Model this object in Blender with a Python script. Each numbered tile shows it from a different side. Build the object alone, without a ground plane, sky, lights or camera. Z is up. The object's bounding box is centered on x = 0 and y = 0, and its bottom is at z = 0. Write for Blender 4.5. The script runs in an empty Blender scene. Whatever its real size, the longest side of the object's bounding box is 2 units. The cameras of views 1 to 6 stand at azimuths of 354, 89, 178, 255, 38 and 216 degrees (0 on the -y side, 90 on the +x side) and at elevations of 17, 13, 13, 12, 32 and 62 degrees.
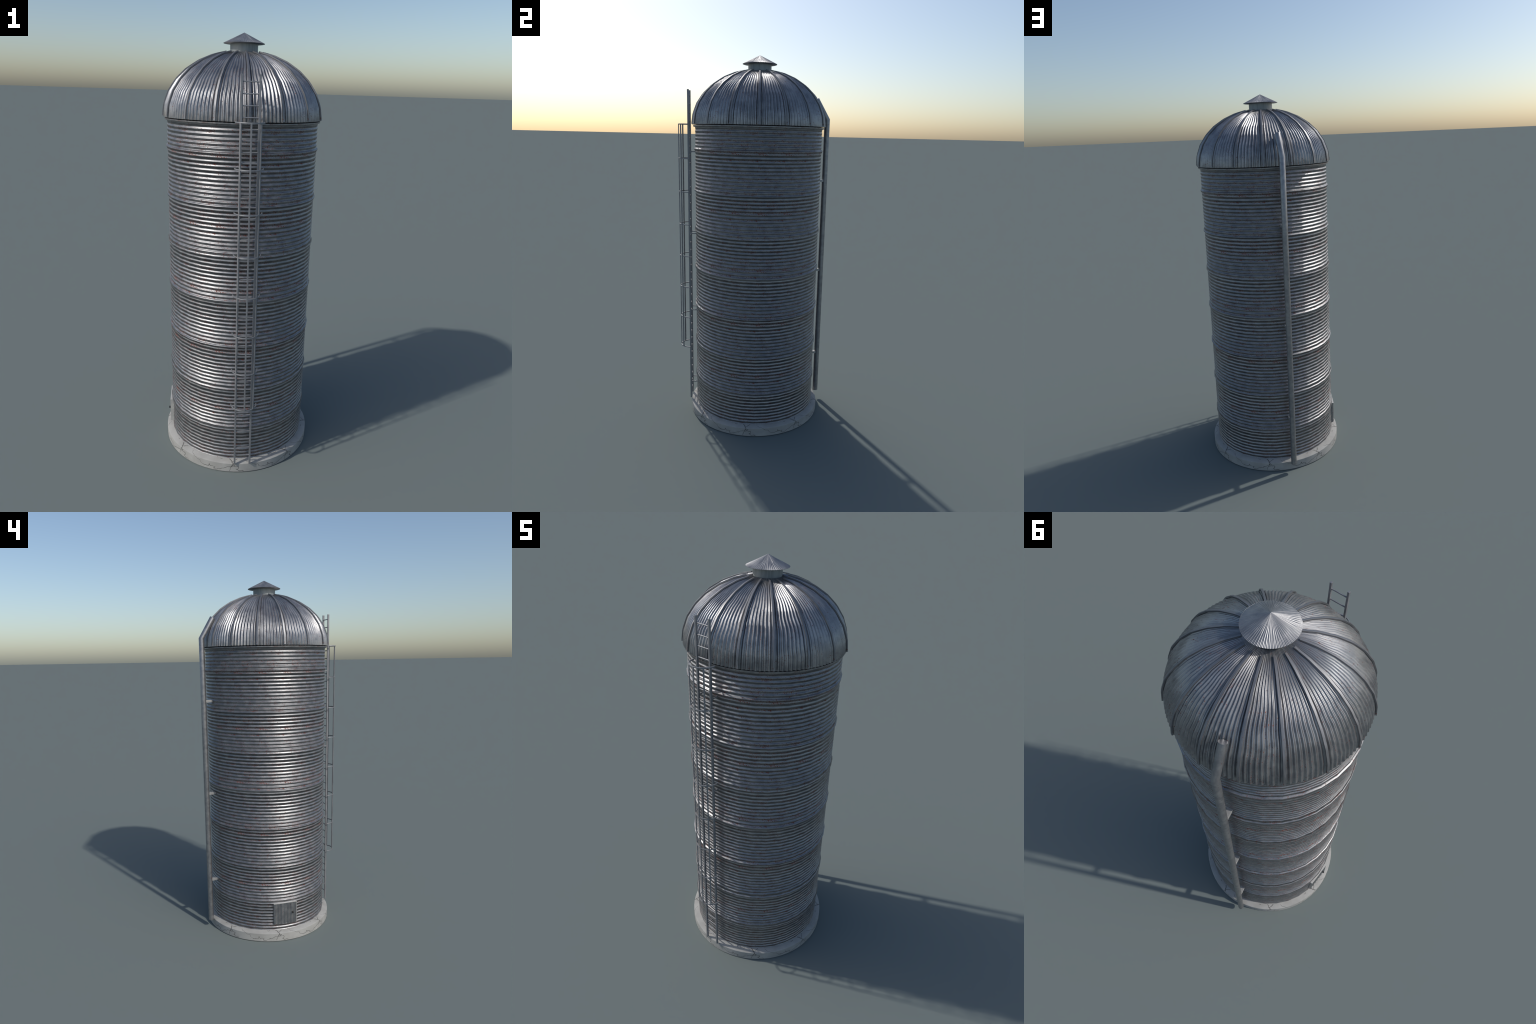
# Corrugated galvanised grain silo: concrete footing, eight wall tiers, ribbed
# dome with vent, caged ladder, filler pipe and a small service hatch.
import bpy, math, random
from math import sin, cos, pi, radians, atan2, hypot, sqrt
from mathutils import Vector

random.seed(7)
TAU = 2 * pi
AXIS_Y = 0.020            # the silo axis stands here; all parts are local to it

# ------------------------------------------------------------------ sizes
BASE_R, BASE_EDGE_Z, BASE_TOP_Z = 0.3725, 0.0465, 0.0555
WALL_R, SWAGE_R = 0.3424, 0.3479
WALL_BOTTOM, WALL_TOP = 0.050, 1.6255
SWAGE_Z0, SWAGE_STEP, SWAGES = 1.5110, 0.2147, 7
FACETS = 32
DOME_R, DOME_Z, DOME_H = 0.3560, 1.6395, 0.2840
RIBS, CORR_PER_PANEL, DOME_SEGMENTS = 16, 8, 8

# ------------------------------------------------------------------ scene helpers
scene = bpy.context.scene
root = bpy.data.objects.new("grain_silo", None)
scene.collection.objects.link(root)
root.location = (0, AXIS_Y, 0)
root.empty_display_size = 0.2
root["label"] = "tall weathered corrugated steel grain silo with ribbed dome roof"
root["category"] = "grain silo"


def add(name, mesh, parent=None, mat=None):
    ob = bpy.data.objects.new(name, mesh)
    scene.collection.objects.link(ob)
    ob.parent = parent or root
    if mat and not mesh.materials:
        mesh.materials.append(mat)
    return ob


def mesh_from(name, verts, faces, smooth=True, normals=None):
    me = bpy.data.meshes.new(name)
    me.from_pydata([tuple(v) for v in verts], [], faces)
    me.validate()
    me.update()
    if normals is None:
        import bmesh
        bm = bmesh.new()
        bm.from_mesh(me)
        bmesh.ops.recalc_face_normals(bm, faces=bm.faces[:])
        bm.to_mesh(me)
        bm.free()
    for p in me.polygons:
        p.use_smooth = smooth
    if normals is not None:
        me.normals_split_custom_set_from_vertices([tuple(n) for n in normals])
    return me


def smooth_by_angle(ob, deg):
    me = ob.data
    lim = radians(deg)
    import bmesh
    bm = bmesh.new()
    bm.from_mesh(me)
    for e in bm.edges:
        if len(e.link_faces) == 2:
            e.smooth = e.calc_face_angle(0) < lim
    for f in bm.faces:
        f.smooth = True
    bm.to_mesh(me)
    bm.free()


def polar(a, r, z):
    """Azimuth 0 is the -y (ladder) side, 90 degrees is +x."""
    return (r * sin(a), -r * cos(a), z)


def ring_grid(rows, cols, closed=True):
    f = []
    n = cols if closed else cols - 1
    for j in range(rows - 1):
        for i in range(n):
            k = (i + 1) % cols
            f.append((j * cols + i, j * cols + k, (j + 1) * cols + k, (j + 1) * cols + i))
    return f


def box_data(cx, cy, cz, sx, sy, sz, bevel=0.0):
    import bmesh
    bm = bmesh.new()
    bmesh.ops.create_cube(bm, size=1.0)
    for v in bm.verts:
        v.co = (cx + v.co.x * sx, cy + v.co.y * sy, cz + v.co.z * sz)
    if bevel:
        bmesh.ops.bevel(bm, geom=bm.edges[:], offset=bevel, segments=2, affect='EDGES', profile=0.5)
    me = bpy.data.meshes.new("box")
    bm.to_mesh(me)
    bm.free()
    return me


def merge(meshes, name):
    import bmesh
    bm = bmesh.new()
    for m in meshes:
        bm.from_mesh(m)
    me = bpy.data.meshes.new(name)
    bm.to_mesh(me)
    bm.free()
    for m in meshes:
        bpy.data.meshes.remove(m)
    return me


def tube(path, radius, sides=20, caps=True, round_end=0.0):
    """Swept round tube with mitred corners."""
    pts = [Vector(p) for p in path]
    verts, faces = [], []
    up = Vector((0, 0, 1))
    tang = [(pts[min(i + 1, len(pts) - 1)] - pts[max(i - 1, 0)]).normalized() for i in range(len(pts))]
    ref = Vector((1, 0, 0)) if abs(tang[0].x) < 0.9 else Vector((0, 1, 0))
    for i, p in enumerate(pts):
        t = tang[i]
        u = (ref - t * ref.dot(t)).normalized()
        w = t.cross(u)
        ref = u
        stretch, bend = 1.0, None
        if 0 < i < len(pts) - 1:
            d0, d1 = (p - pts[i - 1]).normalized(), (pts[i + 1] - p).normalized()
            if (d1 - d0).length > 1e-4:
                bend = (d1 - d0).normalized()
                stretch = 1.0 / max(0.3, d0.dot(t))
        for k in range(sides):
            a = TAU * k / sides
            o = u * (cos(a) * radius) + w * (sin(a) * radius)
            if bend is not None:
                o += bend * (o.dot(bend) * (stretch - 1.0))
            verts.append(p + o)
    faces = [tuple(reversed(f)) if False else f for f in ring_grid(len(pts), sides)]
    if caps:
        faces.append(tuple(reversed(range(sides))))
        b = (len(pts) - 1) * sides
        faces.append(tuple(range(b, b + sides)))
    return verts, faces


# ------------------------------------------------------------------ node helpers
class Nodes:
    def __init__(self, name):
        self.mat = bpy.data.materials.new(name)
        self.mat.use_nodes = True
        self.t = self.mat.node_tree
        self.t.nodes.clear()
        self.out = self.t.nodes.new("ShaderNodeOutputMaterial")
        self.bsdf = self.t.nodes.new("ShaderNodeBsdfPrincipled")
        self.t.links.new(self.bsdf.outputs[0], self.out.inputs[0])
        self.coord = self.t.nodes.new("ShaderNodeTexCoord").outputs["Object"]

    def put(self, sock, val):
        if isinstance(val, bpy.types.NodeSocket):
            self.t.links.new(val, sock)
        elif isinstance(val, (tuple, list)):
            sock.default_value = tuple(val) + ((1.0,) if len(sock.default_value) == 4 and len(val) == 3 else ())
        else:
            sock.default_value = val

    def math(self, op, a, b=0.0, c=0.0, clamp=False):
        n = self.t.nodes.new("ShaderNodeMath")
        n.operation = op
        n.use_clamp = clamp
        self.put(n.inputs[0], a)
        self.put(n.inputs[1], b)
        self.put(n.inputs[2], c)
        return n.outputs[0]

    def vec(self, op, a, b=(0, 0, 0)):
        n = self.t.nodes.new("ShaderNodeVectorMath")
        n.operation = op
        self.put(n.inputs[0], a)
        if op == "SCALE":
            self.put(n.inputs["Scale"], b)
        else:
            self.put(n.inputs[1], b)
        return n.outputs["Value"] if op in ("LENGTH", "DOT_PRODUCT", "DISTANCE") else n.outputs[0]

    def split(self, v):
        n = self.t.nodes.new("ShaderNodeSeparateXYZ")
        self.put(n.inputs[0], v)
        return n.outputs

    def join(self, x, y, z):
        n = self.t.nodes.new("ShaderNodeCombineXYZ")
        for s, v in zip(n.inputs, (x, y, z)):
            self.put(s, v)
        return n.outputs[0]

    def noise(self, vec, scale, detail=2.0, rough=0.5, distort=0.0):
        n = self.t.nodes.new("ShaderNodeTexNoise")
        self.put(n.inputs["Vector"], vec)
        n.inputs["Scale"].default_value = scale
        n.inputs["Detail"].default_value = detail
        n.inputs["Roughness"].default_value = rough
        n.inputs["Distortion"].default_value = distort
        return n.outputs["Fac"]

    def noise_vec(self, vec, scale, detail=2.0):
        n = self.t.nodes.new("ShaderNodeTexNoise")
        self.put(n.inputs["Vector"], vec)
        n.inputs["Scale"].default_value = scale
        n.inputs["Detail"].default_value = detail
        return n.outputs["Color"]

    def cells(self, vec, scale):
        n = self.t.nodes.new("ShaderNodeTexVoronoi")
        self.put(n.inputs["Vector"], vec)
        n.inputs["Scale"].default_value = scale
        s = self.t.nodes.new("ShaderNodeSeparateColor")
        self.t.links.new(n.outputs["Color"], s.inputs[0])
        return s.outputs[0]

    def smooth(self, x, lo, hi):
        n = self.t.nodes.new("ShaderNodeMapRange")
        n.interpolation_type = "SMOOTHSTEP"
        self.put(n.inputs["Value"], x)
        n.inputs["From Min"].default_value = lo
        n.inputs["From Max"].default_value = hi
        return n.outputs["Result"]

    def lerp(self, f, a, b):
        n = self.t.nodes.new("ShaderNodeMapRange")
        self.put(n.inputs["Value"], f)
        n.inputs["To Min"].default_value = a
        n.inputs["To Max"].default_value = b
        return n.outputs["Result"]

    def mix(self, f, a, b):
        n = self.t.nodes.new("ShaderNodeMix")
        n.data_type = "RGBA"
        self.put(n.inputs["Factor"], f)
        self.put(n.inputs["A"], a)
        self.put(n.inputs["B"], b)
        return n.outputs["Result"]

    def bump(self, h, strength, dist):
        n = self.t.nodes.new("ShaderNodeBump")
        self.put(n.inputs["Height"], h)
        n.inputs["Strength"].default_value = strength
        n.inputs["Distance"].default_value = dist
        self.t.links.new(n.outputs[0], self.bsdf.inputs["Normal"])

    def set(self, **kw):
        for k, v in kw.items():
            self.put(self.bsdf.inputs[k.replace("_", " ").title()], v)

    def azimuth(self):
        x, y, z = self.split(self.coord)
        return self.math("ARCTAN2", x, self.math("MULTIPLY", y, -1.0)), x, y, z


ZINC_LIGHT = (0.36, 0.36, 0.365)
ZINC_DARK = (0.24, 0.245, 0.258)
RUST = (0.16, 0.035, 0.012)


def sheet_metal(name, uv, light=ZINC_LIGHT, dark=ZINC_DARK, rough=(0.32, 0.47), metallic=0.82,
                patch=(22, 9), rust=None, row=None, n=None):
    """Galvanised sheet: soft blotches, streaky grain, rust specks.
    uv(n) returns a vector in metres laid over the sheet."""
    n = n or Nodes(name)
    p = uv(n)
    px, py, _ = n.split(p)
    blotch = n.noise(n.join(n.math("MULTIPLY", px, patch[0]), n.math("MULTIPLY", py, patch[1] * 1.6), 0.0), 1.0, 3, 0.6)
    tile = n.cells(n.join(n.math("MULTIPLY", px, patch[0] * 1.7), n.math("MULTIPLY", py, patch[1] * 3.0), 0.3), 1.0)
    f = n.math("ADD", n.math("MULTIPLY", n.smooth(blotch, 0.34, 0.66), 0.7), n.math("MULTIPLY", tile, 0.3))
    grain = n.noise(n.join(n.math("MULTIPLY", px, 90), n.math("MULTIPLY", py, 700), 0.0), 1.0, 2)
    f = n.math("ADD", f, n.lerp(grain, -0.16, 0.16), clamp=True)
    col = n.mix(f, dark, light)
    ro = n.lerp(n.math("ADD", n.math("MULTIPLY", tile, 0.5), n.math("MULTIPLY", blotch, 0.5)), rough[0], rough[1])
    met = metallic
    if rust:
        mask_scale, speck_scale, lo, gain = rust
        region = n.noise(n.join(n.math("MULTIPLY", px, mask_scale[0]), n.math("MULTIPLY", py, mask_scale[1]), 4.2), 1.0, 2, 0.5)
        speck = n.noise(n.join(n.math("MULTIPLY", px, speck_scale[0]), n.math("MULTIPLY", py, speck_scale[1]), 1.7), 1.0, 2.5, 0.6)
        level = n.math("ADD", speck, n.math("MULTIPLY", n.math("SUBTRACT", region, 0.5), gain))
        if row:
            # one corrugation of every sheet has rusted along its whole length
            d = n.math("DIVIDE", n.math("SUBTRACT", py, row), 0.0075)
            g = n.math("POWER", 2.718, n.math("MULTIPLY", n.math("MULTIPLY", d, d), -1.0))
            level = n.math("ADD", level, n.math("MULTIPLY", g, 0.085))
        r = n.smooth(level, lo, lo + 0.035)
        tone = n.noise(p, 300, 1)
        col = n.mix(r, col, n.mix(tone, (0.07, 0.018, 0.012), (0.25, 0.05, 0.022)))
        met = n.math("MULTIPLY", n.math("SUBTRACT", 1.0, r), metallic)
        ro = n.math("ADD", ro, n.math("MULTIPLY", r, 0.35), clamp=True)
    n.set(base_color=col, metallic=met, roughness=ro)
    return n.mat


SHEET = 16 * 0.01829


def uv_wall(n):
    a, x, y, z = n.azimuth()
    w = radians(22.5)
    s = n.math("MULTIPLY", n.math("FRACT", n.math("DIVIDE", n.math("ADD", a, TAU), w)), w * WALL_R)
    # the sheet pattern repeats every sixteen corrugations
    zz = n.math("FRACT", n.math("DIVIDE", n.math("SUBTRACT", z, 1.4965 - 5.5 * SHEET), SHEET))
    return n.join(s, n.math("MULTIPLY", zz, SHEET), 0.0)


def uv_dome(n):
    """x runs up the sheet, y across it, so that the grain follows the ridges."""
    a, x, y, z = n.azimuth()
    w = radians(22.5)
    k = n.math("FLOOR", n.math("DIVIDE", a, w))
    return n.join(n.math("ADD", z, n.math("MULTIPLY", k, 1.37)), n.math("MULTIPLY", a, 0.30), 0.0)


def uv_vertical(n):
    """Strips and posts: grain runs along z."""
    x, y, z = n.split(n.coord)
    return n.join(z, n.math("ADD", x, n.math("MULTIPLY", y, 0.73)), 0.0)


def uv_cap(n):
    a, x, y, z = n.azimuth()
    r = n.vec("LENGTH", n.join(x, y, 0.0))
    return n.join(r, n.math("MULTIPLY", a, 0.06), 0.0)


MAT_WALL = sheet_metal("galvanised_wall_sheet", uv_wall, rust=((9, 55), (210, 300), 0.627, 0.45), row=SHEET / 2, rough=(0.32, 0.58),
                       light=(0.32, 0.32, 0.323), dark=(0.212, 0.216, 0.226), patch=(24, 28))
MAT_DOME = sheet_metal("galvanised_roof_sheet", uv_dome, patch=(20, 12), rough=(0.28, 0.46),
                       light=(0.375, 0.375, 0.38), dark=(0.225, 0.23, 0.243), rust=((22, 22), (230, 320), 0.655, 0.22))
MAT_RIB = sheet_metal("galvanised_rib", uv_dome, patch=(14, 12), rough=(0.45, 0.6),
                      light=(0.29, 0.29, 0.30), dark=(0.20, 0.205, 0.215), rust=((22, 22), (150, 230), 0.69, 0.20))
MAT_POST = sheet_metal("galvanised_steel", uv_vertical, patch=(14, 30), rust=((20, 30), (150, 220), 0.72, 0.2),
                       rough=(0.5, 0.62), metallic=0.6, light=(0.31, 0.315, 0.325), dark=(0.23, 0.235, 0.25))
MAT_PIPE = sheet_metal("galvanised_pipe", uv_vertical, patch=(38, 26), rust=((20, 30), (150, 220), 0.72, 0.2),
                       rough=(0.36, 0.5))
MAT_CAP = sheet_metal("galvanised_vent_cap", uv_cap, patch=(20, 20), rough=(0.42, 0.55), rust=((22, 22), (170, 260), 0.74, 0.2))
MAT_NECK = sheet_metal("dull_zinc", uv_vertical, light=(0.34, 0.36, 0.36), dark=(0.22, 0.24, 0.25),
                       rough=(0.5, 0.65), metallic=0.6, patch=(6, 60))
MAT_DOOR = sheet_metal("hatch_sheet", uv_vertical, patch=(26, 30), rough=(0.34, 0.46), metallic=0.8,
                       rust=((20, 20), (150, 220), 0.68, 0.25))
MAT_BRACKET = sheet_metal("pale_bracket", uv_vertical, light=(0.46, 0.46, 0.445), dark=(0.36, 0.36, 0.355),
                          rough=(0.5, 0.6), metallic=0.55)

MAT_SUN_EDGE_TINT = sheet_metal("edge_lightened_for_sun", uv_vertical, light=(0.58, 0.57, 0.53), dark=(0.48, 0.47, 0.45),
                       rough=(0.5, 0.6), metallic=0.3)


def black_iron():
    n = Nodes("black_iron")
    f = n.noise(n.coord, 200, 2)
    n.set(base_color=n.mix(f, (0.012, 0.012, 0.013), (0.03, 0.03, 0.032)), roughness=0.55, metallic=0.2)
    return n.mat


MAT_BLACK = black_iron()

# Crack lines of the footing in millimetres: x along the rim, y up the side and
# then inwards over the top; the group repeats eight times around the rim.
CRACKS = [
    ([(-6, 80), (3, 71), (7, 59), (14, 47), (11, 38), (5, 29)], 1.5),
    ([(32, 80), (24, 72), (17, 64), (7, 59)], 1.1),
    ([(5, 30), (-13, 28), (-26, 20), (-38, 19), (-60, 8), (-72, 6), (-82, 10), (-76, 18), (-89, 20)], 0.8),
    ([(-89, 20), (-97, 17), (-105, 28), (-107, 18), (-128, 15), (-139, 16)], 1.0),
    ([(-139, 16), (-153, 23), (-156, 34), (-172, 36), (-185, 44), (-208, 59), (-218, 72)], 0.6),
    ([(8, 29), (25, 31), (39, 30), (41, 26), (38, 18), (31, 15), (43, 5), (56, 8), (64, 4)], 1.0),
    ([(5, 29), (-1, 15), (-3, 6)], 0.8),
    ([(11, 38), (24, 39), (18, 33)], 0.9),
    ([(-56, 77), (-49, 75), (-43, 78)], 0.9),
]


def concrete():
    n = Nodes("cracked_concrete")
    a, x, y, z = n.azimuth()
    r = n.vec("LENGTH", n.join(x, y, 0.0))
    tile = radians(45)
    left, node_az = 0.223, radians(36.5)
    s = n.math("FRACT", n.math("DIVIDE", n.math("ADD", a, TAU - node_az + left / BASE_R), tile))
    s = n.math("SUBTRACT", n.math("MULTIPLY", s, tile * BASE_R), left)
    v = n.math("ADD", z, n.math("SUBTRACT", BASE_R, r))
    p = n.join(s, v, 0.0)
    wob = n.vec("SUBTRACT", n.noise_vec(n.coord, 90, 3), (0.5, 0.5, 0.5))
    p = n.vec("MULTIPLY", n.vec("ADD", p, n.vec("SCALE", wob, 0.009)), (1, 1, 0))
    crack = None
    for pts, width in CRACKS:
        best = None
        for (x0, y0), (x1, y1) in zip(pts, pts[1:]):
            ax, ay, bx, by = x0 / 1000, y0 / 1000, (x1 - x0) / 1000, (y1 - y0) / 1000
            l2 = bx * bx + by * by
            # the tiny carry-over makes the segments evaluate one after another
            carry = best if best is not None else crack
            q = p if carry is None else n.vec("ADD", p, n.vec("SCALE", (1, 0, 0), n.math("MULTIPLY", carry, 1e-7)))
            d = n.vec("SUBTRACT", q, (ax, ay, 0))
            h = n.math("MULTIPLY", n.vec("DOT_PRODUCT", d, (bx, by, 0)), 1 / l2, clamp=True)
            h = n.vec("LENGTH", n.vec("SUBTRACT", d, n.vec("SCALE", (bx, by, 0), h)))
            best = h if best is None else n.math("MINIMUM", best, h)
        best = n.math("DIVIDE", best, width)
        crack = best if crack is None else n.math("MINIMUM", crack, best)
    line = n.math("SUBTRACT", 1.0, n.smooth(crack, 0.0007, 0.0019))
    fine = n.noise(n.coord, 420, 3, 0.65)
    big = n.noise(n.coord, 14, 3, 0.55)
    col = n.mix(n.smooth(big, 0.3, 0.7), (0.34, 0.335, 0.315), (0.42, 0.415, 0.395))
    col = n.mix(n.lerp(fine, 0.0, 0.5), col, (0.26, 0.255, 0.24))
    col = n.mix(n.math("MULTIPLY", line, 0.88), col, (0.06, 0.058, 0.055))
    n.set(base_color=col, roughness=0.9)
    n.bump(n.math("SUBTRACT", fine, n.math("MULTIPLY", line, 1.5)), 0.35, 0.002)
    return n.mat


MAT_CONCRETE = concrete()

# ------------------------------------------------------------------ footing
prof = [(0.0, 0.0), (BASE_R - 0.001, 0.0), (BASE_R, 0.001), (BASE_R, BASE_EDGE_Z - 0.0015),
        (BASE_R - 0.0008, BASE_EDGE_Z - 0.0004), (BASE_R - 0.002, BASE_EDGE_Z + 0.0003),
        (0.338, BASE_TOP_Z), (0.30, BASE_TOP_Z)]
verts = [polar(TAU * k / 64, max(r, 1e-4), z) for r, z in prof for k in range(64)]
base = add("footing", mesh_from("footing", verts, ring_grid(len(prof), 64)), mat=MAT_CONCRETE)
smooth_by_angle(base, 35)

# ------------------------------------------------------------------ wall tiers
# Swage rings stand out between tiers.  Low facets and soft normals give the
# sheets their drum look: each tier rolls from facing down under one swage to
# facing up above the next.
swage = [SWAGE_Z0 - SWAGE_STEP * i for i in range(SWAGES)]
OUT_TOP, FLAT_TOP, FLAT_BOT, OUT_BOT = 0.0130, 0.0045, -0.0055, -0.0120
TILT_BELOW, TILT_ABOVE = radians(-18), radians(14)


def wall_profile(z):
    """radius and shading tilt of the bare wall at height z"""
    for c in swage:
        d = z - c
        if OUT_BOT <= d <= OUT_TOP:
            if d > FLAT_TOP:
                t = (OUT_TOP - d) / (OUT_TOP - FLAT_TOP)
                return WALL_R + (SWAGE_R - WALL_R) * t, TILT_ABOVE + (radians(24) - TILT_ABOVE) * t
            if d > FLAT_BOT:
                t = (FLAT_TOP - d) / (FLAT_TOP - FLAT_BOT)
                return SWAGE_R, radians(24) + (radians(-24) - radians(24)) * t
            t = (FLAT_BOT - d) / (FLAT_BOT - OUT_BOT)
            return SWAGE_R + (WALL_R - SWAGE_R) * t, radians(-24) + (TILT_BELOW - radians(-24)) * t
    top = min([c + OUT_BOT for c in swage if c > z] + [WALL_TOP])
    bot = max([c + OUT_TOP for c in swage if c < z] + [WALL_BOTTOM])
    t = (top - z) / (top - bot)
    hi = TILT_BELOW if top < WALL_TOP else radians(-8)
    lo = TILT_ABOVE if bot > WALL_BOTTOM else 0.0
    return WALL_R, hi + (lo - hi) * t


CORR_P, CORR_Z0 = 0.01829, 1.6093
CORR_AMP, FLANK_TILT = 0.0010, radians(41)


def corr_phase(z):
    return TAU * (z - CORR_Z0) / CORR_P + pi / 2


SUB = 12
breaks = [WALL_TOP] + [c + OUT_BOT for c in swage] + [WALL_BOTTOM]
for top, bot in zip(breaks, breaks[1:]):
    rows = max(8, round((top - bot) / CORR_P * SUB))
    vs, ns = [], []
    for j in range(rows + 1):
        z = bot + (top - bot) * j / rows
        r, tilt = wall_profile(z + (1e-6 if j == 0 else 0.0))
        ph = corr_phase(z)
        r += CORR_AMP * cos(ph)
        # flanks are nearly straight, crest and groove turn quickly
        ang = tilt + FLANK_TILT * math.tanh(2.0 * (sin(ph) - 0.20))
        for k in range(FACETS):
            a = TAU * k / FACETS
            vs.append(polar(a, r, z))
            ns.append((cos(ang) * sin(a), -cos(ang) * cos(a), sin(ang)))
    add("wall_tier", mesh_from("wall_tier", vs, ring_grid(rows + 1, FACETS), normals=ns), mat=MAT_WALL)

# lip that carries the roof
prof = [(0.335, 1.6250), (0.3405, 1.6250), (0.3480, 1.6275), (0.3520, 1.6282), (0.3530, 1.6310), (0.3526, 1.6346),
        (0.3505, 1.6354), (0.335, 1.6354)]
vs = [polar(TAU * k / 64, r, z) for r, z in prof for k in range(64)]
eave = add("eave_ring", mesh_from("eave_ring", vs, ring_grid(len(prof), 64)), mat=MAT_WALL)
smooth_by_angle(eave, 40)

# ------------------------------------------------------------------ dome
COLS_PER_CORR = 8
NCOL = RIBS * CORR_PER_PANEL * COLS_PER_CORR


def dome_point(lat, off=0.0):
    """point of the dome's outline at latitude lat, pushed out by off"""
    r, z = DOME_R * cos(lat), DOME_Z + DOME_H * sin(lat)
    nr, nz = cos(lat) / DOME_R, sin(lat) / DOME_H
    l = hypot(nr, nz)
    return r + off * nr / l, z + off * nz / l


lat_top = radians(79.5)
wob = [random.uniform(0.3, 1.25) for _ in range(RIBS)]
SUBROWS = 5
seg = radians(90) / DOME_SEGMENTS
lats = [seg * j / SUBROWS for j in range((DOME_SEGMENTS - 1) * SUBROWS)] + [radians(78.0), lat_top]


def chord_point(lat, off):
    """like dome_point, but straight between the sheet's eight break lines"""
    k = min(DOME_SEGMENTS - 1, int(lat / seg + 1e-6))
    f = lat / seg - k
    (r0, z0), (r1, z1) = dome_point(k * seg), dome_point((k + 1) * seg)
    (ra, za), (rb, zb) = dome_point(lat, 0.0), dome_point(lat, off)
    return r0 + (r1 - r0) * f + rb - ra, z0 + (z1 - z0) * f + zb - za


DOME_CORR, DOME_SHADE = 0.0027, 1.12       # wave height, and slope the light sees
vs, ns = [], []
# folded-in lower hem
for rr, zz, nz in ((DOME_R - 0.006, DOME_Z + 0.010, 0.0), (DOME_R - 0.0045, DOME_Z - 0.0005, -1.0)):
    for i in range(NCOL):
        a = TAU * i / NCOL
        vs.append(polar(a, rr, zz))
        ns.append((0, 0, nz) if nz else (-sin(a), cos(a), 0))
for j, lat in enumerate([lats[0]] + lats):
    hem = j == 0                                # doubled row: sharp lower edge
    shift = 0.20 * sin(pi * lat / seg) * min(1.0, lat / seg / 4.0)
    for i in range(NCOL):
        u = i / NCOL * RIBS * CORR_PER_PANEL
        panel = int(u / CORR_PER_PANEL) % RIBS
        edge = sin(pi * (u / CORR_PER_PANEL % 1.0)) ** 0.5 if u % CORR_PER_PANEL else 0.0
        a = TAU * (u + shift * edge * wob[panel]) / (RIBS * CORR_PER_PANEL)
        r, z = chord_point(lat, DOME_CORR * max(0.12, cos(lat)) * cos(TAU * u))
        vs.append(polar(a, r, z))
        if hem:
            ns.append((0, 0, -1))
            continue
        er, ez = cos(lat) / DOME_R, sin(lat) / DOME_H
        l = hypot(er, ez)
        n3 = Vector((er / l * sin(a), -er / l * cos(a), ez / l))
        t3 = Vector((cos(a), sin(a), 0))
        flank = math.tanh(2.4 * sin(TAU * u))
        ns.append((n3 + t3 * (DOME_SHADE * flank)).normalized())
me = mesh_from("roof_dome", vs, [f for k, f in enumerate(ring_grid(len(lats) + 3, NCOL)) if k // NCOL != 2], normals=ns)
dome = add("roof_dome", me, mat=MAT_DOME)

# ribs: flat straps standing a little off the sheet, one per panel seam
RIB_W = 0.0088
STEPS = 25


def rib_mesh():
    vs, fs = [], []
    for j in range(STEPS):
        t = j / (STEPS - 1)
        lat = radians(0.6) + (radians(76.0) - radians(0.6)) * t
        seg = radians(90) / DOME_SEGMENTS
        # straight between the sheet's own break lines
        k = max(0, min(DOME_SEGMENTS - 1, int(lat / seg)))
        f = lat / seg - k
        (r0, z0), (r1, z1) = dome_point(k * seg), dome_point((k + 1) * seg)
        r, z = r0 + (r1 - r0) * f, z0 + (z1 - z0) * f
        q0, q1 = dome_point(lat, 1.0), dome_point(lat)
        nr, nz = q0[0] - q1[0], q0[1] - q1[1]
        lift = 0.0036 - 0.0010 * t
        w = RIB_W * 0.5 * (1.0 - 0.2 * t)
        for off, side in ((lift - 0.0004, -1), (lift + 0.0048, -1), (lift + 0.0050, -0.94), (lift + 0.0050, 0.94),
                          (lift + 0.0048, 1), (lift - 0.0004, 1)):
            vs.append((side * w, -(r + nr * off), z + nz * off))
    n = 6
    fs = ring_grid(STEPS, n)
    fs.append(tuple(reversed(range(n))))
    fs.append(tuple(range((STEPS - 1) * n, STEPS * n)))
    return mesh_from("roof_rib", vs, fs)


rib = add("roof_rib", rib_mesh(), mat=MAT_RIB)
smooth_by_angle(rib, 25)
for k in range(1, RIBS):
    c = rib.copy()
    c.rotation_euler = (0, 0, TAU * k / RIBS)
    scene.collection.objects.link(c)

# ------------------------------------------------------------------ roof vent
prof = [(0.0615, 1.908), (0.0618, 1.958), (0.0585, 1.958), (0.0585, 1.908)]
vs = [polar(TAU * k / 48, r, z) for r, z in prof for k in range(48)]
neck = add("vent_neck", mesh_from("vent_neck", vs, ring_grid(len(prof), 48)), mat=MAT_NECK)
smooth_by_angle(neck, 40)

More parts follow.
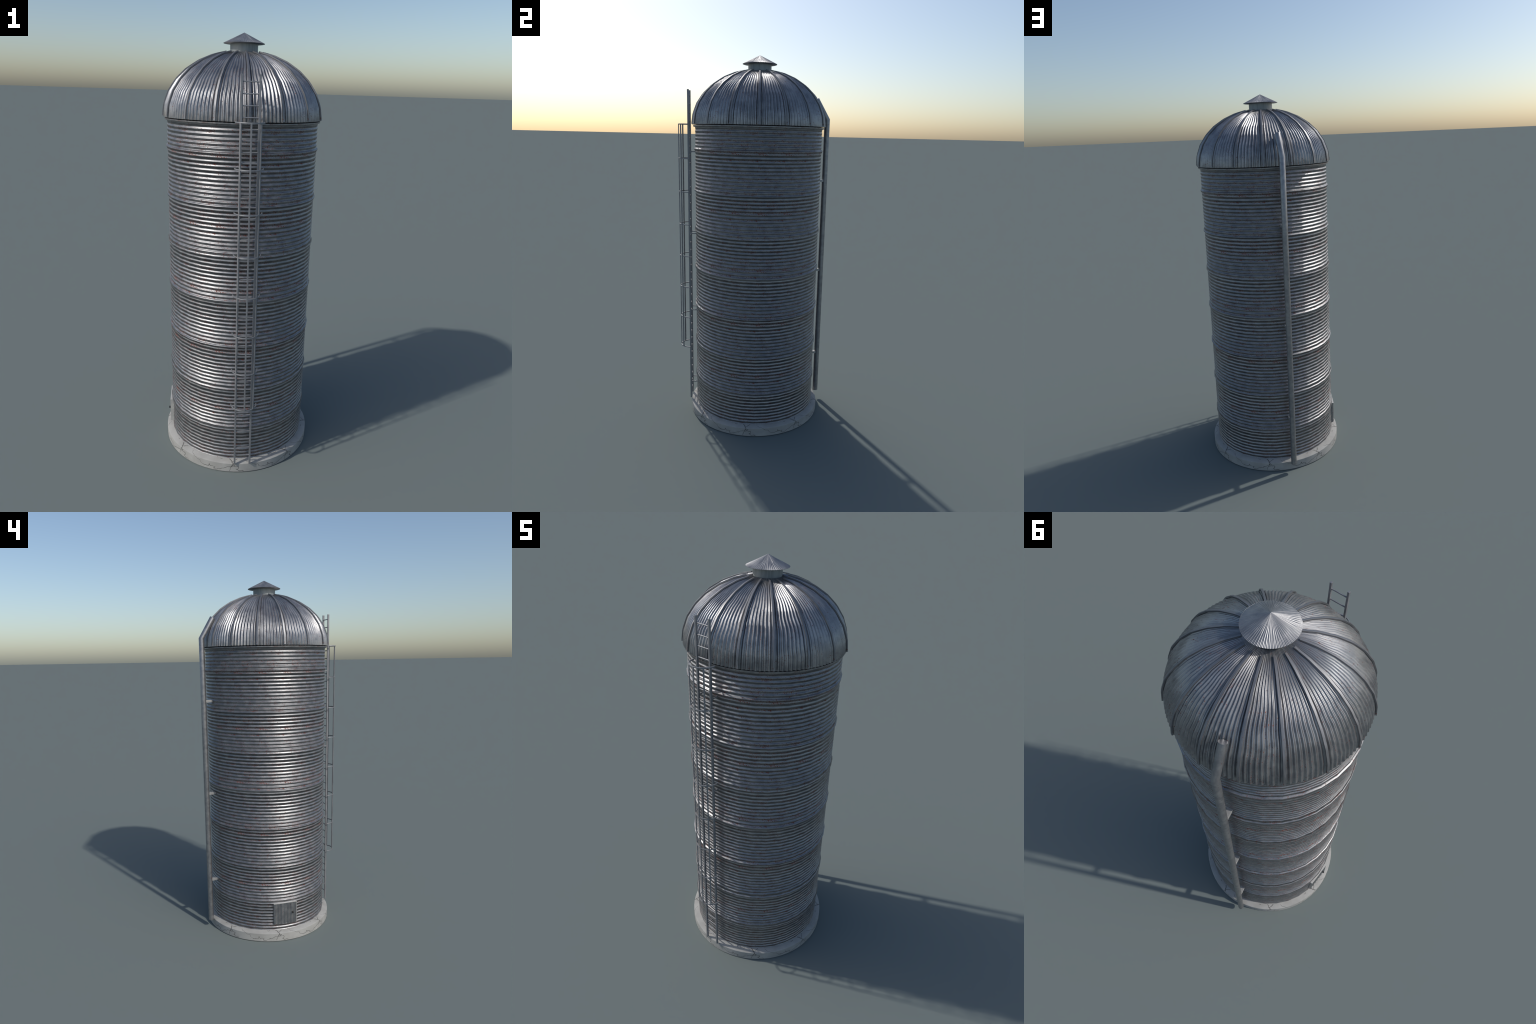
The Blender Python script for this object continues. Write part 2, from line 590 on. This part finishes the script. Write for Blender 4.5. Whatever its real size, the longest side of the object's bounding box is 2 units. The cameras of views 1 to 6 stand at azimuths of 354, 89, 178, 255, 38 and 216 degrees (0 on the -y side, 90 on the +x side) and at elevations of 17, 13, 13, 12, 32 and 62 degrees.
FL = 128
NC = FL * 6
fold = [random.uniform(0.55, 1.25) for _ in range(FL // 2)]
prof = [(0.0005, 1.9508), (0.050, 1.9508), (0.0900, 1.9540), (0.0912, 1.9550), (0.0912, 1.9560)]
prof += [(r, 1.9560 + (0.0912 - r) / 0.0907 * 0.0440) for r in
         (0.084, 0.076, 0.068, 0.060, 0.052, 0.044, 0.036, 0.028, 0.020, 0.012, 0.006, 0.0005)]
vs = []
for j, (r, z) in enumerate(prof):
    fine = max(0.0, min(1.0, (r - 0.050) / 0.035))      # the folds fork towards the rim
    for i in range(NC):
        d = 0.0
        if 4 <= j < len(prof) - 1:
            a64 = TAU * i * (FL // 2) / NC
            k = int(i * (FL // 2) / NC + 0.5) % (FL // 2)
            coarse = (0.5 - 0.5 * cos(a64)) * 0.024
            d = r * (coarse * (1.0 - 0.75 * fine) * fold[k] + fine * 0.017 * (0.5 - 0.5 * cos(2 * a64)))
        vs.append(polar(TAU * i / NC, r, z - d))
cap = add("vent_cap", mesh_from("vent_cap", vs, ring_grid(len(prof), NC)), mat=MAT_CAP)
smooth_by_angle(cap, 60)

# ------------------------------------------------------------------ ladder
LAD_Y = -0.356 - AXIS_Y
STILE_X = 0.0358
ladder = add("ladder", merge([box_data(s * STILE_X, LAD_Y, (0.0495 + 1.8185) / 2, 0.0082, 0.0098, 1.8185 - 0.0495, 0.0007)
                              for s in (-1, 1)], "ladder_stile"), mat=MAT_POST)
v, f = tube([(-STILE_X, LAD_Y, 0), (STILE_X, LAD_Y, 0)], 0.0026, 10)
rung0 = None
for k in range(39):
    z = 1.7910 - 0.04451 * k
    if rung0 is None:
        rung0 = add("ladder_rung", mesh_from("ladder_rung", v, f), ladder, MAT_POST)
        smooth_by_angle(rung0, 50)
        rung0.location.z = z
    else:
        c = rung0.copy()
        c.location.z = z
        scene.collection.objects.link(c)
stay0 = None
for i in range(4):
    for s in (-1, 1):
        z = 1.4965 - 0.4475 * i
        if stay0 is None:
            stay0 = add("ladder_stay", box_data(0, (LAD_Y - 0.334) / 2, 0, 0.0050, -0.334 - LAD_Y, 0.0056, 0.0006), ladder, MAT_POST)
            ob = stay0
        else:
            ob = stay0.copy()
            scene.collection.objects.link(ob)
        ob.location = (s * STILE_X, 0, z)

# safety cage
CAGE_R = 0.0573
bars = []
for ang in (-45, 0, 45):
    a = radians(ang)
    me = box_data(0, -CAGE_R, (1.641 + 0.378) / 2, 0.0068, 0.0044, 1.641 - 0.378, 0.0006)
    for vert in me.vertices:
        x, y, z = vert.co
        vert.co = (x * cos(a) - y * sin(a), x * sin(a) + y * cos(a) + LAD_Y, z)
    bars.append(me)
cage = add("safety_cage", merge(bars, "cage_bar"), mat=MAT_POST)


def hoop_mesh():
    vs = []
    n = 28
    sect = [(-0.0017, -0.0026), (0.0017, -0.0026), (0.0022, -0.0020), (0.0022, 0.0020), (0.0017, 0.0026), (-0.0017, 0.0026)]
    for j in range(n + 1):
        a = radians(-92) + radians(184) * j / n
        for dr, dz in sect:
            r = CAGE_R + dr
            vs.append((r * sin(a), LAD_Y - r * cos(a), dz))
    m = len(sect)
    fs = [tuple(reversed(q)) for q in ring_grid(n + 1, m)]
    fs.append(tuple(range(m)))
    fs.append(tuple(reversed(range(n * m, n * m + m))))
    return mesh_from("cage_hoop", vs, fs)


hoop0 = None
for k in range(8):
    if hoop0 is None:
        hoop0 = ob = add("cage_hoop", hoop_mesh(), cage, MAT_POST)
        smooth_by_angle(hoop0, 50)
    else:
        ob = hoop0.copy()
        scene.collection.objects.link(ob)
    ob.location.z = 1.640 - 0.18 * k

# ------------------------------------------------------------------ filler pipe
PIPE_X, PIPE_Y, PIPE_R = -0.0895, 0.4007 - AXIS_Y, 0.0151
pa = atan2(PIPE_X, -PIPE_Y)
pr = hypot(PIPE_X, PIPE_Y)
elbow_z = 1.684
end = polar(pa, pr - 0.068, elbow_z + 0.107)
v, f = tube([(PIPE_X, PIPE_Y, 0.046), (PIPE_X, PIPE_Y, 0.4), (PIPE_X, PIPE_Y, 0.8), (PIPE_X, PIPE_Y, 1.2), (PIPE_X, PIPE_Y, elbow_z), end], PIPE_R, 24)
pipe = add("filler_pipe", mesh_from("filler_pipe", v, f), mat=MAT_PIPE)
smooth_by_angle(pipe, 40)
b0 = None
for z in (1.3465, 0.8225, 0.2998):
    if b0 is None:
        b0 = ob = add("pipe_bracket", box_data(0, -(0.336 + pr) / 2, 0, 0.021, pr - 0.336, 0.0132, 0.0006), pipe, MAT_BRACKET)
    else:
        ob = b0.copy()
        scene.collection.objects.link(ob)
    ob.location.z = z
    ob.rotation_euler.z = pa

# ------------------------------------------------------------------ hatch
W2, Z0, Z1, XO, XI = 0.0670, 0.0920, 0.2180, -0.3515, -0.3270
RIDGES = 7
n = RIDGES * 8
front, back = [], []
for i in range(n + 1):
    t = i / n
    y = -W2 + 2 * W2 * t
    d = 0.0060 * (0.5 - 0.5 * cos(TAU * RIDGES * t)) if 0 < i < n else 0.0
    front += [(XO + 0.0060 - d, y, Z0 + 0.0012), (XO + 0.0060 - d, y, Z1 - 0.0022)]
vs, fs = list(front), []
for i in range(n):
    a = 2 * i
    fs.append((a, a + 1, a + 3, a + 2))
m = len(vs)
for i in range(n + 1):
    y = -W2 + 2 * W2 * i / n
    vs += [(XI, y, Z0), (XI, y, Z1)]
for i in range(n):
    a, b = 2 * i, m + 2 * i
    fs += [(a, a + 2, b + 2, b), (a + 1, b + 1, b + 3, a + 3)]
fs += [(0, m, m + 1, 1), (2 * n, 2 * n + 1, m + 2 * n + 1, m + 2 * n)]
hatch = add("hatch_door", mesh_from("hatch_door", vs, fs), mat=MAT_DOOR)
smooth_by_angle(hatch, 45)
# sunlight caught by the plate's top and right edges, modelled as lightened strips
T = 0.0020
sun_strips = [box_data((XO + XI) / 2, 0, Z1, XI - XO + 0.001, 2 * W2 + T, T, 0.0004),
        box_data((XO + XI) / 2, -W2, (Z0 + Z1) / 2, XI - XO + 0.001, T, Z1 - Z0 - T - 0.0004, 0.0004)]
add("door_sunlight_strip", merge(sun_strips, "door_sunlight_strip"), hatch, MAT_SUN_EDGE_TINT)
kn = box_data(-0.3545, -0.0422, 0.1580, 0.0125, 0.0080, 0.0092, 0.0012)
add("door_knob", kn, hatch, MAT_BLACK)

bpy.context.view_layer.update()
